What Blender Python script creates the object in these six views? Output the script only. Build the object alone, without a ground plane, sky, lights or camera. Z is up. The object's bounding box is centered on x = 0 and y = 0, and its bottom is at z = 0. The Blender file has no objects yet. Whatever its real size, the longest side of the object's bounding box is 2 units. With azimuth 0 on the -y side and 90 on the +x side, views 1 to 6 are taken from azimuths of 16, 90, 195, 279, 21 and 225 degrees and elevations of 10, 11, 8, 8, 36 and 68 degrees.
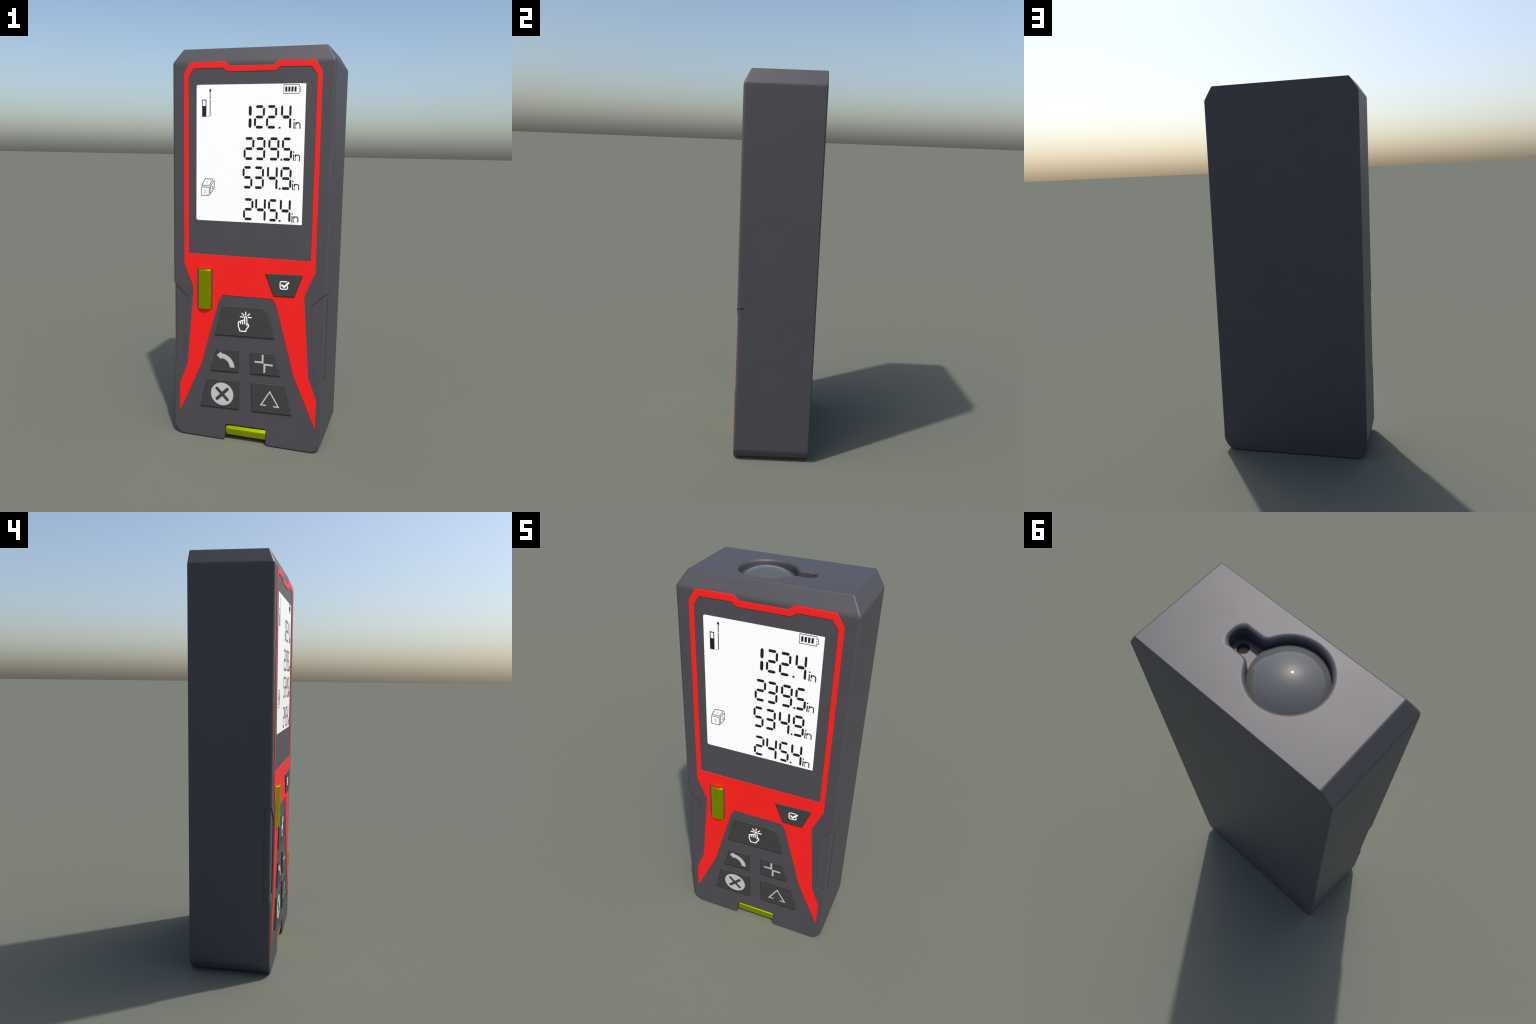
"""Hand-held laser distance meter: dark housing, raised red front frame, lit
display with seven-segment readings, rubber keys with symbols, two yellow
level vials, receiver lens and laser aperture in the top."""
import bpy, bmesh, math
from mathutils import Vector, Matrix

# ------------------------------------------------------------------ sizes
HALF_W = 0.4033          # half width of the housing
FRONT = -0.1900         # y of the front face
BACK = 0.2075           # y of the back face
TOP = 1.9962            # top face of the housing (the lens crown reaches 2.0)
CHAMFER_Z = 1.927       # where the top chamfers start
TOP_HALF_W = 0.357      # half width of the top face
TOP_FRONT = -0.157      # front edge of the top face
LENS_C = (-0.062, 0.001)
FLOOR_Z = 1.940         # floor of the top pocket

scene = bpy.context.scene
coll = scene.collection


# ------------------------------------------------------------------ materials
def material(name, color, rough=0.5, metallic=0.0, spec=0.5, noise=0.06,
             noise_scale=40.0, bump=0.0, bump_scale=300.0, coat=0.0, rough_var=0.03):
    m = bpy.data.materials.new(name)
    m.use_nodes = True
    nt = m.node_tree
    b = nt.nodes["Principled BSDF"]
    b.inputs["Metallic"].default_value = metallic
    b.inputs["Specular IOR Level"].default_value = spec
    b.inputs["Coat Weight"].default_value = coat
    tc = nt.nodes.new("ShaderNodeTexCoord")
    no = nt.nodes.new("ShaderNodeTexNoise")
    no.inputs["Scale"].default_value = noise_scale
    no.inputs["Detail"].default_value = 4.0
    nt.links.new(tc.outputs["Object"], no.inputs["Vector"])
    ramp = nt.nodes.new("ShaderNodeValToRGB")
    lo = [max(0.0, c * (1 - noise)) for c in color] + [1.0]
    hi = [min(1.0, c * (1 + noise)) for c in color] + [1.0]
    ramp.color_ramp.elements[0].position = 0.3
    ramp.color_ramp.elements[1].position = 0.7
    ramp.color_ramp.elements[0].color = lo
    ramp.color_ramp.elements[1].color = hi
    nt.links.new(no.outputs["Fac"], ramp.inputs["Fac"])
    nt.links.new(ramp.outputs["Color"], b.inputs["Base Color"])
    mr = nt.nodes.new("ShaderNodeMapRange")
    mr.inputs["To Min"].default_value = max(0.0, rough - rough_var)
    mr.inputs["To Max"].default_value = min(1.0, rough + rough_var)
    nt.links.new(no.outputs["Fac"], mr.inputs["Value"])
    nt.links.new(mr.outputs["Result"], b.inputs["Roughness"])
    if bump > 0:
        n2 = nt.nodes.new("ShaderNodeTexNoise")
        n2.inputs["Scale"].default_value = bump_scale
        bp = nt.nodes.new("ShaderNodeBump")
        bp.inputs["Strength"].default_value = bump
        bp.inputs["Distance"].default_value = 0.001
        nt.links.new(tc.outputs["Object"], n2.inputs["Vector"])
        nt.links.new(n2.outputs["Fac"], bp.inputs["Height"])
        nt.links.new(bp.outputs["Normal"], b.inputs["Normal"])
    return m


M_BODY = material("dark_grey_plastic", (0.060, 0.056, 0.065), rough=0.50, noise=0.03, noise_scale=6, bump=0.03)
M_RED = material("red_plastic", (0.80, 0.010, 0.008), rough=0.50, spec=0.35, noise=0.015, noise_scale=8)
M_KEY = material("black_rubber", (0.0345, 0.0360, 0.0345), rough=0.6, noise=0.05, noise_scale=30, bump=0.05)
M_WHITE = material("white_print", (0.98, 0.98, 0.99), rough=0.5, noise=0.003, noise_scale=10)
M_GREY = material("grey_print", (0.49, 0.49, 0.49), rough=0.55, noise=0.07, noise_scale=420)
M_SCREEN = material("white_display", (1.0, 1.0, 1.0), rough=0.4, noise=0.002, noise_scale=12)
M_INK = material("display_ink", (0.008, 0.009, 0.010), rough=0.5, spec=0.3, noise=0.05, noise_scale=30)
M_THIN = material("thin_display_ink", (0.015, 0.016, 0.017), rough=0.5, noise=0.05, noise_scale=30)
M_PALE = material("pale_display_ink", (0.10, 0.10, 0.105), rough=0.5, noise=0.05, noise_scale=30)
M_VIAL = material("yellow_level_vial", (0.70, 0.84, 0.0), rough=0.10, metallic=1.0, noise=0.02, noise_scale=20)
M_LENS = material("coated_lens", (0.085, 0.086, 0.088), rough=0.035, spec=0.6, noise=0.01, noise_scale=15, rough_var=0.0)
M_HOLE = material("lighter_grey_disc", (0.11, 0.105, 0.11), rough=0.4, noise=0.03)


# ------------------------------------------------------------------ helpers
def new_object(name, mesh, mat, parent, even=False):
    ob = bpy.data.objects.new(name, mesh)
    coll.objects.link(ob)
    if mat:
        ob.data.materials.append(mat)
    ob.parent = parent
    if even:                      # keep flat faces flat next to their rounded rims
        wn = ob.modifiers.new("even_shading", 'WEIGHTED_NORMAL')
        wn.keep_sharp = True; wn.weight = 100
    return ob


def smooth_by_angle(mesh, deg):
    bm = bmesh.new()
    bm.from_mesh(mesh)
    lim = math.radians(deg)
    for f in bm.faces:
        f.smooth = True
    for e in bm.edges:
        e.smooth = not (len(e.link_faces) == 2 and e.calc_face_angle(0.0) > lim)
    bm.to_mesh(mesh)
    bm.free()


def evaluated_mesh(ob, name):
    dg = bpy.context.evaluated_depsgraph_get()
    dg.update()
    me = bpy.data.meshes.new_from_object(ob.evaluated_get(dg), depsgraph=dg)
    me.name = name
    return me


def fillet(pts, radii, seg=6):
    """Round the corners of a closed polygon; radii per corner (or one number)."""
    n = len(pts)
    if not hasattr(radii, "__len__"):
        radii = [radii] * n
    out = []
    for i in range(n):
        p = Vector(pts[i]); a = Vector(pts[i - 1]); b = Vector(pts[(i + 1) % n])
        r = radii[i]
        if r <= 0:
            out.append(p); continue
        u = (a - p); v = (b - p)
        lu, lv = u.length, v.length
        u.normalize(); v.normalize()
        ang = u.angle(v)
        if ang > math.pi - 0.02:
            out.append(p); continue
        t = min(r / math.tan(ang / 2), 0.49 * lu, 0.49 * lv)
        r = t * math.tan(ang / 2)
        c = p + (u + v).normalized() * (r / math.sin(ang / 2))
        s = p + u * t - c; e = p + v * t - c
        a0 = math.atan2(s.y, s.x); a1 = math.atan2(e.y, e.x)
        d = (a1 - a0 + math.pi) % (2 * math.pi) - math.pi
        for k in range(seg + 1):
            q = a0 + d * k / seg
            out.append(c + Vector((math.cos(q), math.sin(q))) * r)
    return [(p.x, p.y) for p in out]


def mirror(pts):
    """Right half outline (top to bottom) -> mirrored left half appended."""
    return pts + [(-x, z) for x, z in reversed(pts)]


def plate_mesh(name, outlines, y_front, depth, bevel=0.0, bevel_res=1, angle=50):
    """Flat piece standing in the x-z plane. First outline is the rim, others are
    holes. Front face lies at y_front, the piece reaches `depth` behind it."""
    cu = bpy.data.curves.new(name, 'CURVE')
    cu.dimensions = '2D'
    cu.fill_mode = 'BOTH'
    cu.extrude = depth / 2 - bevel
    cu.bevel_depth = bevel
    cu.bevel_resolution = bevel_res
    cu.offset = -bevel
    for pts in outlines:
        sp = cu.splines.new('POLY')
        sp.points.add(len(pts) - 1)
        for p, (x, z) in zip(sp.points, pts):
            p.co = (x, z, 0, 1)
        sp.use_cyclic_u = True
    ob = bpy.data.objects.new("helper", cu)
    coll.objects.link(ob)
    me = evaluated_mesh(ob, name)
    bpy.data.objects.remove(ob)
    me.transform(Matrix(((1, 0, 0, 0), (0, 0, -1, y_front + depth / 2), (0, 1, 0, 0), (0, 0, 0, 1))))
    bm = bmesh.new(); bm.from_mesh(me)
    bmesh.ops.remove_doubles(bm, verts=bm.verts, dist=1e-6)
    bmesh.ops.dissolve_degenerate(bm, edges=bm.edges, dist=1e-6)
    bmesh.ops.recalc_face_normals(bm, faces=bm.faces)
    bm.to_mesh(me); bm.free()
    smooth_by_angle(me, angle)
    return me


def join_meshes(name, meshes):
    bm = bmesh.new()
    for m in meshes:
        bm.from_mesh(m)
        bpy.data.meshes.remove(m)
    me = bpy.data.meshes.new(name)
    bm.to_mesh(me); bm.free()
    return me


def rect(x0, z0, x1, z1):
    return [(x0, z0), (x1, z0), (x1, z1), (x0, z1)]


def disc(cx, cz, r, n=48):
    return [(cx + r * math.cos(2 * math.pi * k / n), cz + r * math.sin(2 * math.pi * k / n)) for k in range(n)]


def stroke(path, w, round_caps=True, closed=False):
    """Outline(s) of a constant-width line along a path (mitred joints)."""
    P = [Vector(p) for p in path]
    n = len(P); h = w / 2
    left, right = [], []
    for i in range(n):
        if closed:
            d0 = (P[i] - P[i - 1]).normalized(); d1 = (P[(i + 1) % n] - P[i]).normalized()
        else:
            d0 = (P[i] - P[i - 1]).normalized() if i else (P[1] - P[0]).normalized()
            d1 = (P[i + 1] - P[i]).normalized() if i < n - 1 else d0
        m = (d0 + d1).normalized()
        nrm = Vector((-m.y, m.x))
        k = h / max(0.35, math.sqrt((1 + d0.dot(d1)) / 2))
        left.append(P[i] + nrm * k); right.append(P[i] - nrm * k)
    t = lambda L: [(p.x, p.y) for p in L]
    if closed:
        return [t(left), t(right)]
    def cap(c, d, n=8):
        a0 = math.atan2(d.y, d.x) + math.pi / 2
        return [c + Vector((math.cos(a0 - math.pi * k / n), math.sin(a0 - math.pi * k / n))) * h for k in range(1, n)]
    out = left[:]
    if round_caps:
        out += cap(P[-1], (P[-1] - P[-2]).normalized())
    out += right[::-1]
    if round_caps:
        out += cap(P[0], (P[0] - P[1]).normalized())
    return [t(out)]


def strokes_mesh(name, paths, w, y_front, depth, round_caps=True):
    """Several strokes in one mesh; each lies a hair's breadth further out so that
    crossing strokes never share a plane."""
    parts = []
    for i, path in enumerate(paths):
        parts.append(plate_mesh("s", stroke(path, w, round_caps), y_front - 0.00015 * i, depth))
    return join_meshes(name, parts)


def text_mesh(name, body, x0, z0, x1, z1, y_front, depth):
    """Lettering in the built-in font, fitted into a box."""
    cu = bpy.data.curves.new(name, 'FONT')
    cu.body = body
    cu.extrude = 0.01
    cu.resolution_u = 5
    ob = bpy.data.objects.new("helper", cu)
    coll.objects.link(ob)
    me = evaluated_mesh(ob, name)
    bpy.data.objects.remove(ob)
    xs = [v.co.x for v in me.vertices]; ys = [v.co.y for v in me.vertices]
    sx = (x1 - x0) / (max(xs) - min(xs)); sz = (z1 - z0) / (max(ys) - min(ys))
    ax, ay = min(xs), min(ys)
    for v in me.vertices:
        x, y, z = v.co
        v.co = (x0 + (x - ax) * sx, y_front + depth * (0.5 - z / 0.02), z0 + (y - ay) * sz)
    smooth_by_angle(me, 40)
    return me


def solid_from_sections(name, rings, close_ends=True):
    bm = bmesh.new()
    R = [[bm.verts.new(p) for p in ring] for ring in rings]
    n = len(R[0])
    for a, b in zip(R[:-1], R[1:]):
        for i in range(n):
            bm.faces.new((a[i], a[(i + 1) % n], b[(i + 1) % n], b[i]))
    if close_ends:
        bm.faces.new(R[0][::-1]); bm.faces.new(R[-1])
    bmesh.ops.recalc_face_normals(bm, faces=bm.faces)
    me = bpy.data.meshes.new(name)
    bm.to_mesh(me); bm.free()
    return me


# ------------------------------------------------------------------ the thing
root = bpy.data.objects.new("laser_distance_meter", None)
coll.objects.link(root)
root["label"] = "dark grey laser distance meter with red front and lit display"
root["category"] = "measuring tool"

# ------------------------------------------------------------------ housing
CREASE = 0.014                            # half height of the soft front crease below the top
corner = fillet([(-TOP_HALF_W, TOP), (TOP_HALF_W, TOP), (HALF_W, CHAMFER_Z), (HALF_W, 1.0)], [0, 0.009, 0.022, 0], 4)
corner = corner[1:-1]                     # top corner and side crease, top to bottom
half = corner[:5]
slope = (HALF_W - TOP_HALF_W) / (TOP - CHAMFER_Z)
for z in (CHAMFER_Z + CREASE + 0.004, CHAMFER_Z + CREASE * 0.75):
    half.append((HALF_W - (z - CHAMFER_Z) * slope, z))
half += corner[5:]
half += [(HALF_W, CHAMFER_Z - CREASE * 0.75), (HALF_W, CHAMFER_Z - CREASE - 0.004), (HALF_W, 0.10)]
for k in range(9):                        # softly rounded foot corner, between a chamfer and an arc
    t = math.radians(90 * k / 8)
    half.append((0.350 + (HALF_W - 0.350) * math.cos(t) ** (2 / 1.62), 0.070 - 0.070 * math.sin(t) ** (2 / 1.62)))
outline = mirror(half)


def front_y(z):
    """Front face: upright below the crease, leaning back above it, blended between."""
    lean = (TOP_FRONT - FRONT) / (TOP - CHAMFER_Z)
    d = z - CHAMFER_Z
    if d <= -CREASE:
        return FRONT
    if d >= CREASE:
        return FRONT + d * lean
    return FRONT + lean * (d + CREASE) ** 2 / (4 * CREASE)


def lerp(z, z0, r0, z1, r1):
    t = min(1.0, max(0.0, (z - z0) / (z1 - z0)))
    return r0 + (r1 - r0) * t


def front_radius(z):
    if z > CHAMFER_Z:
        return lerp(z, CHAMFER_Z, 0.011, TOP, 0.005)
    return lerp(z, 0.02, 0.007, 0.10, 0.013)


def back_radius(z):
    if z > CHAMFER_Z - 0.01:
        return lerp(z, CHAMFER_Z - 0.01, 0.009, TOP, 0.004)
    return lerp(z, 0.02, 0.007, 0.10, 0.009)


n = len(outline)
inward = []
for i in range(n):
    p0, p, p1 = Vector(outline[i - 1]), Vector(outline[i]), Vector(outline[(i + 1) % n])
    d0, d1 = (p - p0).normalized(), (p1 - p).normalized()
    m = (d0 + d1).normalized()
    inward.append(Vector((m.y, -m.x)) / max(0.5, m.dot(d1)))
c0 = Vector((0, 1.0))
if inward[0].dot(c0 - Vector(outline[0])) < 0:
    inward = [-v for v in inward]
bm = bmesh.new()
rings = []
STEPS = 5
for k in range(STEPS + 1):                # front face rim out to the side wall
    a = math.radians(90 * k / STEPS)
    ring = []
    for (x, z), v in zip(outline, inward):
        r = front_radius(z)
        off = r * (1 - math.sin(a))
        qx, qz = x + v.x * off, z + v.y * off
        ring.append(bm.verts.new((qx, front_y(qz) + r * (1 - math.cos(a)), qz)))
    rings.append(ring)
for k in range(STEPS + 1):                # side wall over to the back face rim
    a = math.radians(90 * k / STEPS)
    ring = []
    for (x, z), v in zip(outline, inward):
        r = back_radius(z)
        off = r * (1 - math.cos(a))
        ring.append(bm.verts.new((x + v.x * off, BACK - r * (1 - math.sin(a)), z + v.y * off)))
    rings.append(ring)
for a, b in zip(rings[:-1], rings[1:]):
    for i in range(n):
        j = (i + 1) % n
        bm.faces.new((a[i], b[i], b[j], a[j]))
h = n // 2
for i in range(h - 1):                    # front face in level strips from side to side
    f = rings[0]
    bm.faces.new((f[i], f[i + 1], f[n - 2 - i], f[n - 1 - i]))
bm.faces.new(rings[-1])
bmesh.ops.recalc_face_normals(bm, faces=bm.faces)
me = bpy.data.meshes.new("housing")
bm.to_mesh(me); bm.free()
housing = new_object("housing", me, M_BODY, root)

cutters = []


def cutter(me):
    ob = bpy.data.objects.new("cutter", me)
    coll.objects.link(ob)
    cutters.append(ob)
    mo = housing.modifiers.new("cut", 'BOOLEAN')
    mo.operation = 'DIFFERENCE'; mo.solver = 'EXACT'; mo.object = ob


# grip recesses that wrap round the front side edges
def grip_cutter(sign, depth=0.0045, r=0.012):
    ix, iy = HALF_W - depth, FRONT + depth
    cols = []          # (x, y, z_top, z_bottom) along the sunken surface
    ztop = lambda x: 0.7685 + (x - 0.324) / (HALF_W - 0.324) * (0.8410 - 0.7685)
    zbot = lambda x: 0.4075 - (x - 0.344) / (HALF_W - 0.344) * (0.4075 - 0.3840)
    inner = [((0.324, iy), (0.344, iy), 0.7685, 0.4075)]
    for k in range(0, 7):
        a = math.radians(90 * k / 6)
        x = ix - r + r * math.sin(a); y = iy + r - r * math.cos(a)
        inner.append(((x, y), (x, y), ztop(x), zbot(x)))
    inner.append(((ix, -0.1535), (ix, -0.1535), 0.8410, 0.3840))
    outer = []
    for (pt, pb, zt, zb) in inner:
        def push(p):
            x, y = p
            if y < iy + 1e-6: return (x, FRONT - 0.03)
            if x > ix - 1e-6: return (HALF_W + 0.03, y)
            c = Vector((ix - r, iy + r)); d = (Vector(p) - c).normalized()
            q = c + d * (r + 0.05)
            return (q.x, q.y)
        outer.append((push(pt), push(pb), zt, zb))
    bm = bmesh.new()
    V = lambda p, z: bm.verts.new((sign * p[0], p[1], z))
    it = [V(c[0], c[2]) for c in inner]; ib = [V(c[1], c[3]) for c in inner]
    ot = [V(c[0], c[2]) for c in outer]; ob_ = [V(c[1], c[3]) for c in outer]
    m = len(inner)
    for i in range(m - 1):
        bm.faces.new((it[i], it[i + 1], ib[i + 1], ib[i]))
        bm.faces.new((ot[i], ob_[i], ob_[i + 1], ot[i + 1]))
        bm.faces.new((it[i], ot[i], ot[i + 1], it[i + 1]))
        bm.faces.new((ib[i], ib[i + 1], ob_[i + 1], ob_[i]))
    for i in (0, m - 1):
        bm.faces.new((it[i], ib[i], ob_[i], ot[i]))
    bmesh.ops.recalc_face_normals(bm, faces=bm.faces)
    me = bpy.data.meshes.new("grip_cutter")
    bm.to_mesh(me); bm.free()
    return me


cutter(grip_cutter(1)); cutter(grip_cutter(-1))

# notch in the lower front edge that holds the horizontal vial
notch = [(0.175, -0.03), (0.175, 0.0), (0.1125, 0.0), (0.1125, 0.0920)]
notch = notch + [(-x, z) for x, z in reversed(notch)]
notch = fillet(notch, [0, 0, 0.024, 0.016, 0.016, 0.024, 0, 0], seg=6)
NOTCH_BACK = -0.153
cutter(solid_from_sections("notch_cutter", [[(x, -0.26, z) for x, z in notch], [(x, NOTCH_BACK, z) for x, z in notch]]))


foot = [(-0.26, 0.024), (-0.154, 0.024), (-0.138, -0.002), (-0.138, -0.03), (-0.26, -0.03)]
cutter(solid_from_sections("foot_cutter", [[(x, y, z) for y, z in foot] for x in (-0.1120, 0.1120)]))


# pocket in the top: round lens well joined to a short slot with the aperture
def pocket_outline(grow):
    cx, cy = LENS_C
    R = 0.1245 + grow; hw = {-1: 0.0345 + grow, 1: 0.0395 + grow}; xe = 0.1335 + grow; bulge = 0.021; r = 0.036 - grow
    # fillet between well and slot (circle tangent to the well from outside and to the slot side)
    pts = []
    def side(s):
        yl = s * hw[s]                       # slot side line y (slot axis y = 0)
        yc = yl + s * r                   # fillet centre
        dx = math.sqrt((R + r) ** 2 - (yc - cy) ** 2)
        c = Vector((cx + dx, yc))
        well_pt = Vector((cx, cy)) + (c - Vector((cx, cy))).normalized() * R
        return c, well_pt
    c0, w0 = side(-1); c1, w1 = side(1)
    # slot end, lower to upper, gently bowed
    for k in range(13):
        t = -1 + 2 * k / 12
        pts.append((xe + bulge * (1 - abs(t) ** 3.2), t * hw[1 if t > 0 else -1]))
    a0 = math.atan2(-1, 0); a1 = math.atan2(w1.y - c1.y, w1.x - c1.x)
    d = (a1 - a0 + math.pi) % (2 * math.pi) - math.pi
    for k in range(9):
        a = a0 + d * k / 8
        pts.append((c1.x + r * math.cos(a), c1.y + r * math.sin(a)))
    b0 = math.atan2(w1.y - cy, w1.x - cx); b1 = math.atan2(w0.y - cy, w0.x - cx) + 2 * math.pi
    for k in range(1, 64):
        a = b0 + (b1 - b0) * k / 64
        pts.append((cx + R * math.cos(a), cy + R * math.sin(a)))
    a0 = math.atan2(w0.y - c0.y, w0.x - c0.x); a1 = math.pi / 2
    d = (a1 - a0 + math.pi) % (2 * math.pi) - math.pi
    for k in range(8):
        a = a0 + d * k / 8
        pts.append((c0.x + r * math.cos(a), c0.y + r * math.sin(a)))
    return pts


RIM = 0.013
rings = [[(x, y, FLOOR_Z) for x, y in pocket_outline(0.0)]]
for k in range(0, 7):
    a = math.radians(90 * k / 6)
    rings.append([(x, y, TOP - RIM + RIM * math.sin(a)) for x, y in pocket_outline(RIM * (1 - math.cos(a)))])
rings.append([(x, y, TOP + 0.05) for x, y in pocket_outline(RIM)])
cutter(solid_from_sections("pocket_cutter", rings))
AP = (0.121, 0.001)
cutter(solid_from_sections("aperture_cutter", [[(x, y, z) for x, y in disc(AP[0], AP[1], 0.0200, 32)] for z in (FLOOR_Z - 0.03, FLOOR_Z + 0.01)]))

me = evaluated_mesh(housing, "housing")
housing.modifiers.clear()
old = housing.data
housing.data = me
bpy.data.meshes.remove(old)
for c in cutters:
    m_ = c.data
    bpy.data.objects.remove(c); bpy.data.meshes.remove(m_)
me.materials.clear(); me.materials.append(M_BODY)
bm = bmesh.new(); bm.from_mesh(me)
bmesh.ops.remove_doubles(bm, verts=bm.verts, dist=1e-5)
bm.to_mesh(me); bm.free()
for v in me.vertices:                     # the top face leans a trace up to one side
    if v.co.z > CHAMFER_Z:
        v.co.z += 0.0014 * v.co.x / TOP_HALF_W * (v.co.z - CHAMFER_Z) / (TOP - CHAMFER_Z)
smooth_by_angle(me, 32)
wn = housing.modifiers.new("even_shading", 'WEIGHTED_NORMAL')
wn.keep_sharp = True; wn.weight = 100

# ------------------------------------------------------------------ red frame
RED_Y = FRONT - 0.0022
outer = mirror([(0.1340, 1.9296), (0.3077, 1.9272), (0.3418, 1.8766), (0.3414, 0.9357), (0.2900, 0.8132),
                (0.3232, 0.3985), (0.3672, 0.2850), (0.3667, 0.1310), (0.2486, 0.3990), (0.1507, 0.7553), (0.1295, 0.7873)])
outer = outer + [(-0.1066, 1.9086), (0.1066, 1.9086)]
inner = mirror([(0.1192, 1.8819), (0.1445, 1.8998), (0.2907, 1.8981), (0.3187, 1.8609), (0.3174, 0.9905)])
slot = rect(-0.2716, 0.7058, -0.1862, 0.9168)
red = new_object("front_frame", plate_mesh("front_frame", [outer, inner, slot], RED_Y, 0.008, bevel=0.0009), M_RED, root, even=True)

# ------------------------------------------------------------------ display
SCREEN_Y = FRONT - 0.0012
scr = fillet(rect(-0.2753, 1.1640, 0.2666, 1.8222), [0.010, 0.003, 0.003, 0.008], 5)
screen = new_object("display", plate_mesh("display", [scr], SCREEN_Y, 0.006), M_SCREEN, root)
INK_Y = SCREEN_Y - 0.0005
INK_D = 0.0012

SEGMENTS = {'0': 'abcdef', '1': 'bc', '2': 'abged', '3': 'abgcd', '4': 'fgbc', '5': 'afgcd', '9': 'abcdfg'}


def hexbar(x0, z0, x1, z1):
    """Segment with pointed, slightly blunted ends."""
    if x1 - x0 > z1 - z0:
        h = (z1 - z0) / 2; zc = (z0 + z1) / 2; t = h * 0.85
        p = [(x0, zc), (x0 + t, z0), (x1 - t, z0), (x1, zc), (x1 - t, z1), (x0 + t, z1)]
    else:
        h = (x1 - x0) / 2; xc = (x0 + x1) / 2; t = h * 1.25
        p = [(x0, z0 + t), (xc, z0), (x1, z0 + t), (x1, z1 - t), (xc, z1), (x0, z1 - t)]
    return fillet(p, min(h * 0.28, 0.003), 3)


def digit_mesh(ch, w, H):
    """Seven-segment digit, lower left corner at the local origin."""
    sw, sh = 0.0103, 0.0128
    mid = H * 0.497
    four = ch == '4'
    if ch == '1':
        bars = {'b': (0, mid + 0.0035, 0.0146, H), 'c': (0, 0, 0.0146, mid - 0.0035)}
    else:
        a0, a1 = 0.148 * w, 0.850 * w
        g = sh / 2 + (0.0008 if four else 0)
        up0, up1 = mid + 0.0036, (H if four else H - 0.0098)
        lo0, lo1 = (0 if four else 0.0090), mid - 0.0036
        bars = {'a': (a0, H - sh, a1, H), 'd': (a0, 0, a1, sh), 'g': (a0, mid - g, a1, mid + g),
                'f': (0, up0, sw, up1), 'b': (w - sw, up0, w, up1),
                'e': (0, lo0, sw, lo1), 'c': (w - sw, lo0, w, lo1)}
    return join_meshes("digit", [plate_mesh("s", [hexbar(*bars[s])], INK_Y, INK_D) for s in SEGMENTS[ch]])


digit_cache = {}


def put_digit(ch, x, z, w, H=0.1082):
    key = (ch, round(w, 4))
    if key not in digit_cache:
        digit_cache[key] = digit_mesh(ch, w, H)
        digit_cache[key].materials.append(M_INK)
    ob = new_object("digit", digit_cache[key], None, screen)
    ob.location = (x, 0, z)


READINGS = [  # base line, [(digit, left edge, width)], decimal point x, unit box x
    (1.6167, [('1', -0.0083, 0.0146), ('2', 0.0185, 0.0534), ('2', 0.0782, 0.0534), ('4', 0.1502, 0.0504)], 0.1452, 0.2118),
    (1.4678, [('2', -0.0310, 0.0534), ('3', 0.0243, 0.0534), ('9', 0.0922, 0.0542), ('5', 0.1587, 0.0504)], 0.1580, 0.2138),
    (1.3300, [('5', -0.0348, 0.0504), ('3', 0.0203, 0.0534), ('4', 0.0883, 0.0534), ('9', 0.1550, 0.0546)], 0.1531, 0.2138),
    (1.1752, [('2', -0.0290, 0.0523), ('4', 0.0321, 0.0540), ('5', 0.0972, 0.0490), ('4', 0.1560, 0.0540)], 0.1572, 0.2152),
]
for z, digits, dot, ux in READINGS:
    for ch, x, w in digits:
        put_digit(ch, x, z, w)
    new_object("decimal_point", plate_mesh("decimal_point", [rect(dot - 0.0044, z, dot + 0.0044, z + 0.0085)], INK_Y, INK_D), M_INK, screen)
    # unit lettering: i (stem and dot) and n (stem and arch)
    u = []
    lw, xh = 0.0051, 0.0305
    u.append(plate_mesh("u", [rect(ux + 0.0002, z, ux + lw + 0.0002, z + xh)], INK_Y, INK_D))
    u.append(plate_mesh("u", [disc(ux + 0.0030, z + 0.0412, 0.0036, 16)], INK_Y, INK_D))
    nx = ux + 0.0092
    arch = [(nx + lw * 0.5, z), (nx + lw * 0.5, z + xh * 0.62)]
    for k in range(0, 9):
        a = math.pi - math.pi * k / 8
        arch.append((nx + 0.0126 + 0.0100 * math.cos(a), z + xh * 0.60 + (xh * 0.40 - lw / 2) * math.sin(a)))
    arch.append((nx + 0.0226, z))
    u.append(plate_mesh("u", stroke(arch, lw * 0.95, False), INK_Y, INK_D))
    u.append(plate_mesh("u", [rect(nx, z + xh * 0.55, nx + lw * 0.9, z + xh)], INK_Y - 0.0001, INK_D))
    new_object("unit_label", join_meshes("unit_label", u), M_INK, screen)

# battery gauge
bat = []
case = [(0.1611, 1.7778), (0.2342, 1.7778), (0.2342, 1.7877), (0.2415, 1.7877), (0.2415, 1.8058), (0.2342, 1.8068), (0.2342, 1.8176), (0.1611, 1.8176)]
bat.append(plate_mesh("b", stroke(case, 0.0023, closed=True), INK_Y, INK_D))
for x in (0.1682, 0.1829, 0.1977, 0.2122):
    bat.append(plate_mesh("b", [rect(x, 1.7860, x + 0.0093, 1.8085)], INK_Y, INK_D))
bat.append(plate_mesh("b", [disc(0.2348, 1.7973, 0.0022, 16)], INK_Y, INK_D))
new_object("battery_symbol", join_meshes("battery_symbol", bat), M_INK, screen)

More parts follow.
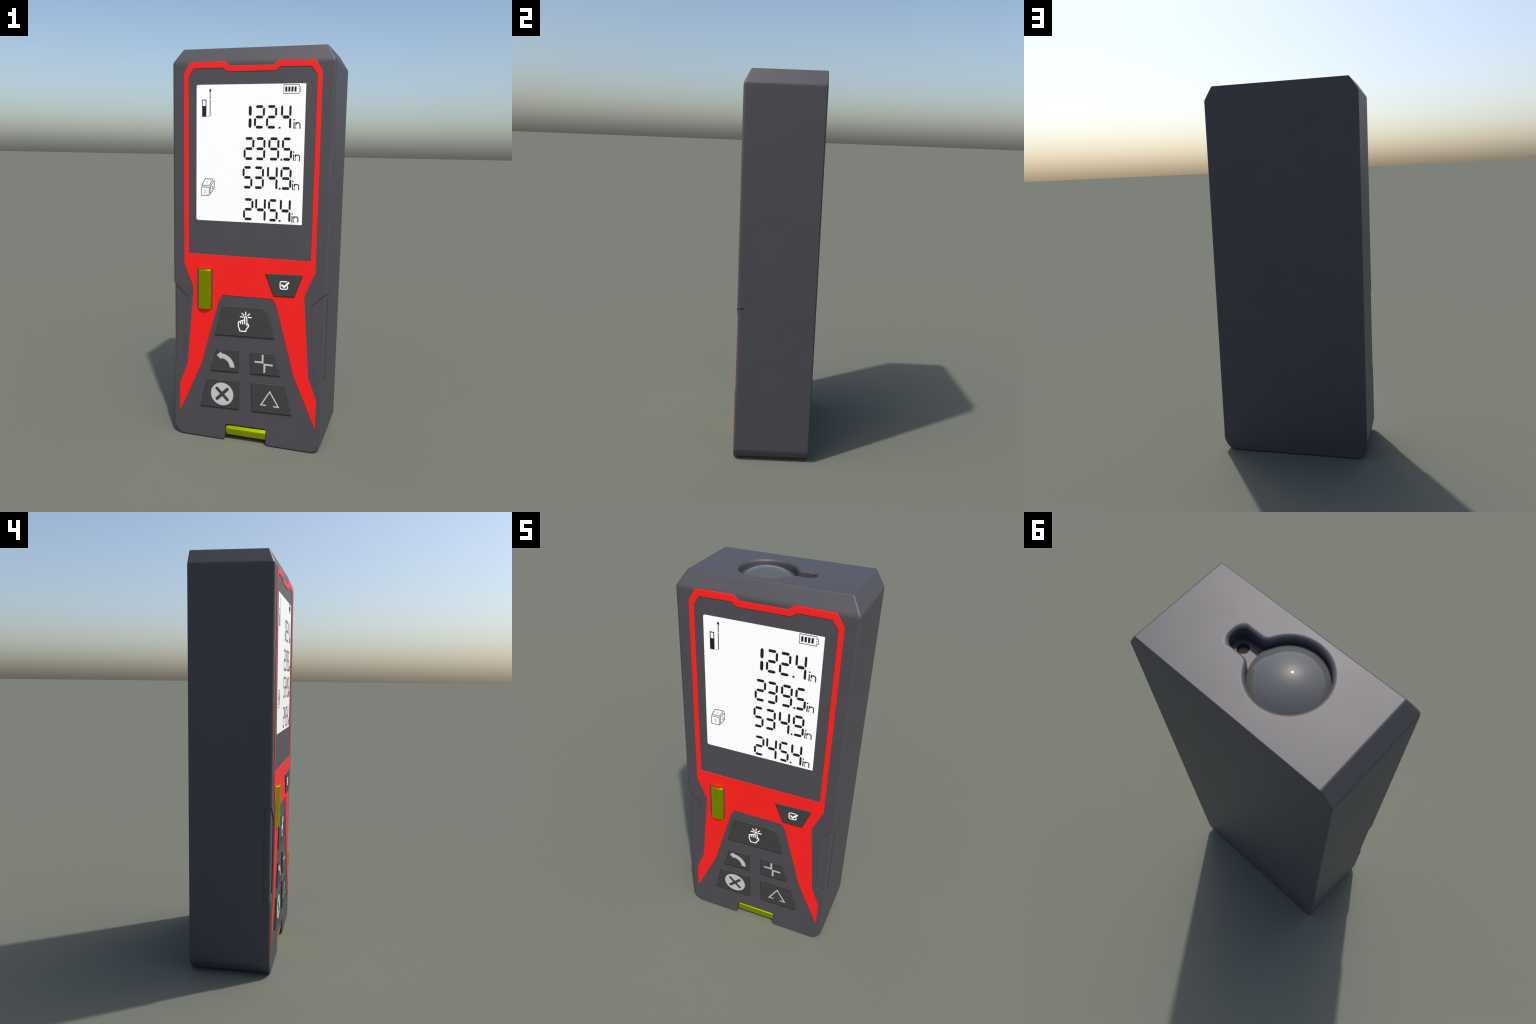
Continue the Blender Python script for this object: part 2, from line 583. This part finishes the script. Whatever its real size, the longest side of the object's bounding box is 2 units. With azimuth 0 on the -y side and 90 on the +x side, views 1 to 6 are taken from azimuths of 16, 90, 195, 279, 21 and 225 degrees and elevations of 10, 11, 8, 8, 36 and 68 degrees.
# measuring reference symbol: little device and arrow
ref = [plate_mesh("r", [rect(-0.2462, 1.6713, -0.2245, 1.7525), rect(-0.2424, 1.7225, -0.2284, 1.7485)], INK_Y, INK_D),
       plate_mesh("r", [rect(-0.2070, 1.6744, -0.2032, 1.7510)], INK_Y, INK_D),
       plate_mesh("r", [[(-0.2070, 1.7546), (-0.2032, 1.7546), (-0.2032, 1.7912), (-0.1983, 1.7912), (-0.2050, 1.8054), (-0.2117, 1.7912), (-0.2070, 1.7912)]], INK_Y, INK_D),
       plate_mesh("r", [rect(-0.2205, 1.6726, -0.2107, 1.6745)], INK_Y, INK_D)]
new_object("reference_symbol", join_meshes("reference_symbol", ref), M_INK, screen)

# cuboid symbol with numbered faces
cub = [plate_mesh("c", stroke(f, 0.0029, closed=True), INK_Y, INK_D) for f in (
    [(-0.2466, 1.3390), (-0.2072, 1.3390), (-0.1862, 1.3710), (-0.2282, 1.3710)],
    [(-0.2486, 1.2893), (-0.2076, 1.2893), (-0.2076, 1.3302), (-0.2486, 1.3302)],
    [(-0.2020, 1.2972), (-0.1812, 1.3258), (-0.1812, 1.3626), (-0.2020, 1.3355)])]
new_object("cuboid_symbol", join_meshes("cuboid_symbol", cub), M_THIN, screen)
new_object("face_number", plate_mesh("face_number", stroke([(-0.2222, 1.3580), (-0.2192, 1.3600), (-0.2192, 1.3466)], 0.0018, False), INK_Y, INK_D), M_PALE, screen)
for ch, x, z, w in (('2', -0.2297, 1.3099, 0.0086), ('3', -0.1904, 1.3292, 0.0092)):
    new_object("face_number", text_mesh("face_number", ch, x - w / 2, z - 0.0072, x + w / 2, z + 0.0072, INK_Y, INK_D), M_PALE, screen)

# ------------------------------------------------------------------ keys
KEY_Y = FRONT - 0.0056
SYM_Y = KEY_Y - 0.0004
SYM_D = 0.0012


def make_key(pts, radii=0.0015, y=KEY_Y):
    return new_object("key", plate_mesh("key", [fillet(pts, radii, 5)], y, 0.012, bevel=0.0030, bevel_res=2, angle=60), M_KEY, root, even=True)


# each key sits turned a trace anticlockwise, as on the original
k_ok = make_key([(0.0925, 0.9145), (0.1365, 0.8035), (0.2424, 0.8066), (0.2813, 0.9203)], y=KEY_Y - 0.001)
k_meas = make_key([(-0.1335, 0.7330), (-0.1715, 0.5740), (0.1471, 0.5836), (0.1045, 0.7260), (0.0830, 0.7372)], [0.022, 0.002, 0.002, 0.016, 0.016])
k_undo = make_key([(-0.1618, 0.5000), (-0.1962, 0.3775), (-0.0392, 0.3838), (-0.0407, 0.5030)])
k_plus = make_key([(0.0234, 0.5032), (0.0254, 0.3845), (0.1829, 0.3902), (0.1439, 0.5070)])
k_off = make_key([(-0.2138, 0.3331), (-0.2496, 0.1748), (-0.0335, 0.1820), (-0.0371, 0.3390)])
k_delta = make_key([(0.0275, 0.3396), (0.0335, 0.1825), (0.2458, 0.1889), (0.2016, 0.3446)])

# tick in a box
box = [(0.2025, 0.8822), (0.1688, 0.8812), (0.1697, 0.8434), (0.2071, 0.8449), (0.2068, 0.8598)]
bx = [box[0]] + fillet(box, [0, 0.008, 0.008, 0.008, 0], 5)[1:-1] + [box[-1]]
tick = [plate_mesh("t", stroke(bx, 0.0050), SYM_Y - 0.001, SYM_D),
        plate_mesh("t", stroke([(0.1765, 0.8655), (0.1896, 0.8550), (0.2136, 0.8800)], 0.0090, False), SYM_Y - 0.0012, SYM_D)]
new_object("key_symbol", join_meshes("tick_symbol", tick), M_WHITE, k_ok)

# pointing hand with rays
top_arc = [(-0.0055 + 0.0057 * math.cos(math.pi - math.pi * k / 8), 0.6795 + 0.0062 * math.sin(math.pi * k / 8)) for k in range(9)]
hand = [
    [(-0.0098, 0.6464)] + top_arc + [(0.0012, 0.6600), (0.0017, 0.6395)],
    [(0.0045, 0.6494), (0.0090, 0.6450), (0.0110, 0.6400), (0.0098, 0.6350), (0.0040, 0.6270), (-0.0014, 0.6205), (-0.0023, 0.6165),
     (-0.0024, 0.6115), (-0.0050, 0.6085), (-0.0335, 0.6075), (-0.0366, 0.6100), (-0.0370, 0.6160), (-0.0410, 0.6240), (-0.0432, 0.6310),
     (-0.0438, 0.6400), (-0.0438, 0.6515), (-0.0428, 0.6552), (-0.0393, 0.6573), (-0.0350, 0.6562), (-0.0322, 0.6530), (-0.0319, 0.6462)],
    [(-0.0345, 0.6568), (-0.0318, 0.6605), (-0.0274, 0.6622), (-0.0230, 0.6603), (-0.0212, 0.6560), (-0.0209, 0.6462)],
    [(-0.0235, 0.6608), (-0.0208, 0.6650), (-0.0165, 0.6666), (-0.0122, 0.6650), (-0.0104, 0.6610)],
    [(-0.0057, 0.7090), (-0.0052, 0.6948)], [(-0.0253, 0.7014), (-0.0145, 0.6912)], [(0.0147, 0.7019), (0.0052, 0.6922)],
    [(-0.0335, 0.6826), (-0.0186, 0.6827)], [(0.0096, 0.6835), (0.0235, 0.6835)],
]
new_object("key_symbol", strokes_mesh("hand_symbol", hand, 0.0054, SYM_Y, SYM_D), M_WHITE, k_meas)

# curved arrow
C0 = (-0.1345, 0.4045)
arc = lambda r, a: (C0[0] + r * math.cos(math.radians(a)), C0[1] + r * math.sin(math.radians(a)))
arrow = [arc(0.0728, 3 + 87 * k / 18) for k in range(19)] + [(-0.1350, 0.4868), (-0.1587, 0.4663), (-0.1347, 0.4450)] + \
        [arc(0.0480, 90 - 87 * k / 18) for k in range(19)]
new_object("key_symbol", plate_mesh("return_symbol", [arrow], SYM_Y, SYM_D), M_GREY, k_undo)

# plus made of two elbows that touch at the centre
px, pz = 0.0930, 0.4494
t = 0.0098
el1 = [(px, pz), (px - 0.0004, 0.4957), (px - t, 0.4952), (px - t, 0.4588), (0.0455, 0.4582), (0.0460, 0.4492)]
el2 = [(px + 0.0003, pz - 0.0003), (0.1410, 0.4490), (0.1410, 0.4392), (px + t, 0.4398), (px + t, 0.4014), (px + 0.0003, 0.4012)]
new_object("key_symbol", join_meshes("plus_symbol", [plate_mesh("p", [el1], SYM_Y, SYM_D), plate_mesh("p", [el2], SYM_Y, SYM_D)]), M_GREY, k_plus)

# disc with a cross cut out of it
cx, cz = -0.1276, 0.2563
arm, hw = 0.0495, 0.0086
cross = []
for q in range(4):
    th = math.radians(46 + 90 * q)
    d = Vector((math.cos(th), math.sin(th))); nn = Vector((-d.y, d.x))
    tip = d * (arm - hw)
    for k in range(9):
        a = -math.pi / 2 + math.pi * k / 8
        cross.append(tip + d * hw * math.cos(a) + nn * hw * math.sin(a))
    cross.append((d + nn) * hw)
cross = [(cx + p.x, cz + p.y) for p in cross]
new_object("key_symbol", plate_mesh("cross_symbol", [disc(cx, cz, 0.0618, 64), cross], SYM_Y, SYM_D), M_GREY, k_off)

# open triangle
tri = [(0.1105, 0.2265), (0.0840, 0.2262), (0.1294, 0.3020), (0.1762, 0.2250), (0.1480, 0.2258)]
new_object("key_symbol", plate_mesh("triangle_symbol", stroke(tri, 0.0066, False), SYM_Y, SYM_D), M_GREY, k_delta)


# ------------------------------------------------------------------ level vials
def vial_mesh(a, b, power, length, edge, n=64):
    """Rod along local z with a (super)elliptic section and rounded end edges."""
    prof = [(0.02, -length / 2)]
    for k in range(5):
        t = math.radians(90 * k / 4)
        prof.append((1 - edge / a * (1 - math.sin(t)), -length / 2 + edge * (1 - math.cos(t))))
    prof += [(f, -z) for f, z in reversed(prof)]

    def section(f, z):
        ring = []
        for k in range(n):
            t = 2 * math.pi * k / n
            c, q = math.cos(t), math.sin(t)
            ring.append((f * a * math.copysign(abs(c) ** (2 / power), c), f * b * math.copysign(abs(q) ** (2 / power), q), z))
        return ring
    me = solid_from_sections("level_vial", [section(f, z) for f, z in prof])
    smooth_by_angle(me, 40)
    return me


v1 = new_object("level_vial", vial_mesh(0.0365, 0.0195, 2.15, 0.2060, 0.004), M_VIAL, root)
v1.location = (-0.2275, -0.1880, 0.8110)
v2 = new_object("level_vial", vial_mesh(0.0395, 0.0395, 2.0, 0.2235, 0.006), M_VIAL, root)
v2.rotation_euler = (0, math.radians(90), 0)
v2.location = (0.0, -0.1470, 0.0548)

# ------------------------------------------------------------------ lens and aperture
rim_z, apex, LR = 1.9610, 2.0, 0.1238
h = apex - rim_z
RS = (LR * LR + h * h) / (2 * h)
rings = []
n = 72
rings.append([(LENS_C[0] + LR * math.cos(2 * math.pi * k / n), LENS_C[1] + LR * math.sin(2 * math.pi * k / n), FLOOR_Z - 0.004) for k in range(n)])
amax = math.asin(LR / RS)
for i in range(0, 25):
    a = amax * (1 - i / 24) + 0.0004
    rr = RS * math.sin(a) if i else LR
    zz = apex - RS + RS * math.cos(a)
    rings.append([(LENS_C[0] + rr * math.cos(2 * math.pi * k / n), LENS_C[1] + rr * math.sin(2 * math.pi * k / n), zz) for k in range(n)])
me = solid_from_sections("receiver_lens", rings)
smooth_by_angle(me, 42)
new_object("receiver_lens", me, M_LENS, root)

# slightly lighter grey disc at the bottom of the small hole
me = solid_from_sections("laser_aperture", [[(x, y, z) for x, y in disc(AP[0], AP[1], r, 32)]
                                            for r, z in ((0.0190, FLOOR_Z - 0.026), (0.0190, FLOOR_Z - 0.019), (0.0180, FLOOR_Z - 0.018))])
smooth_by_angle(me, 30)
new_object("laser_aperture", me, M_HOLE, root)

bpy.context.view_layer.update()
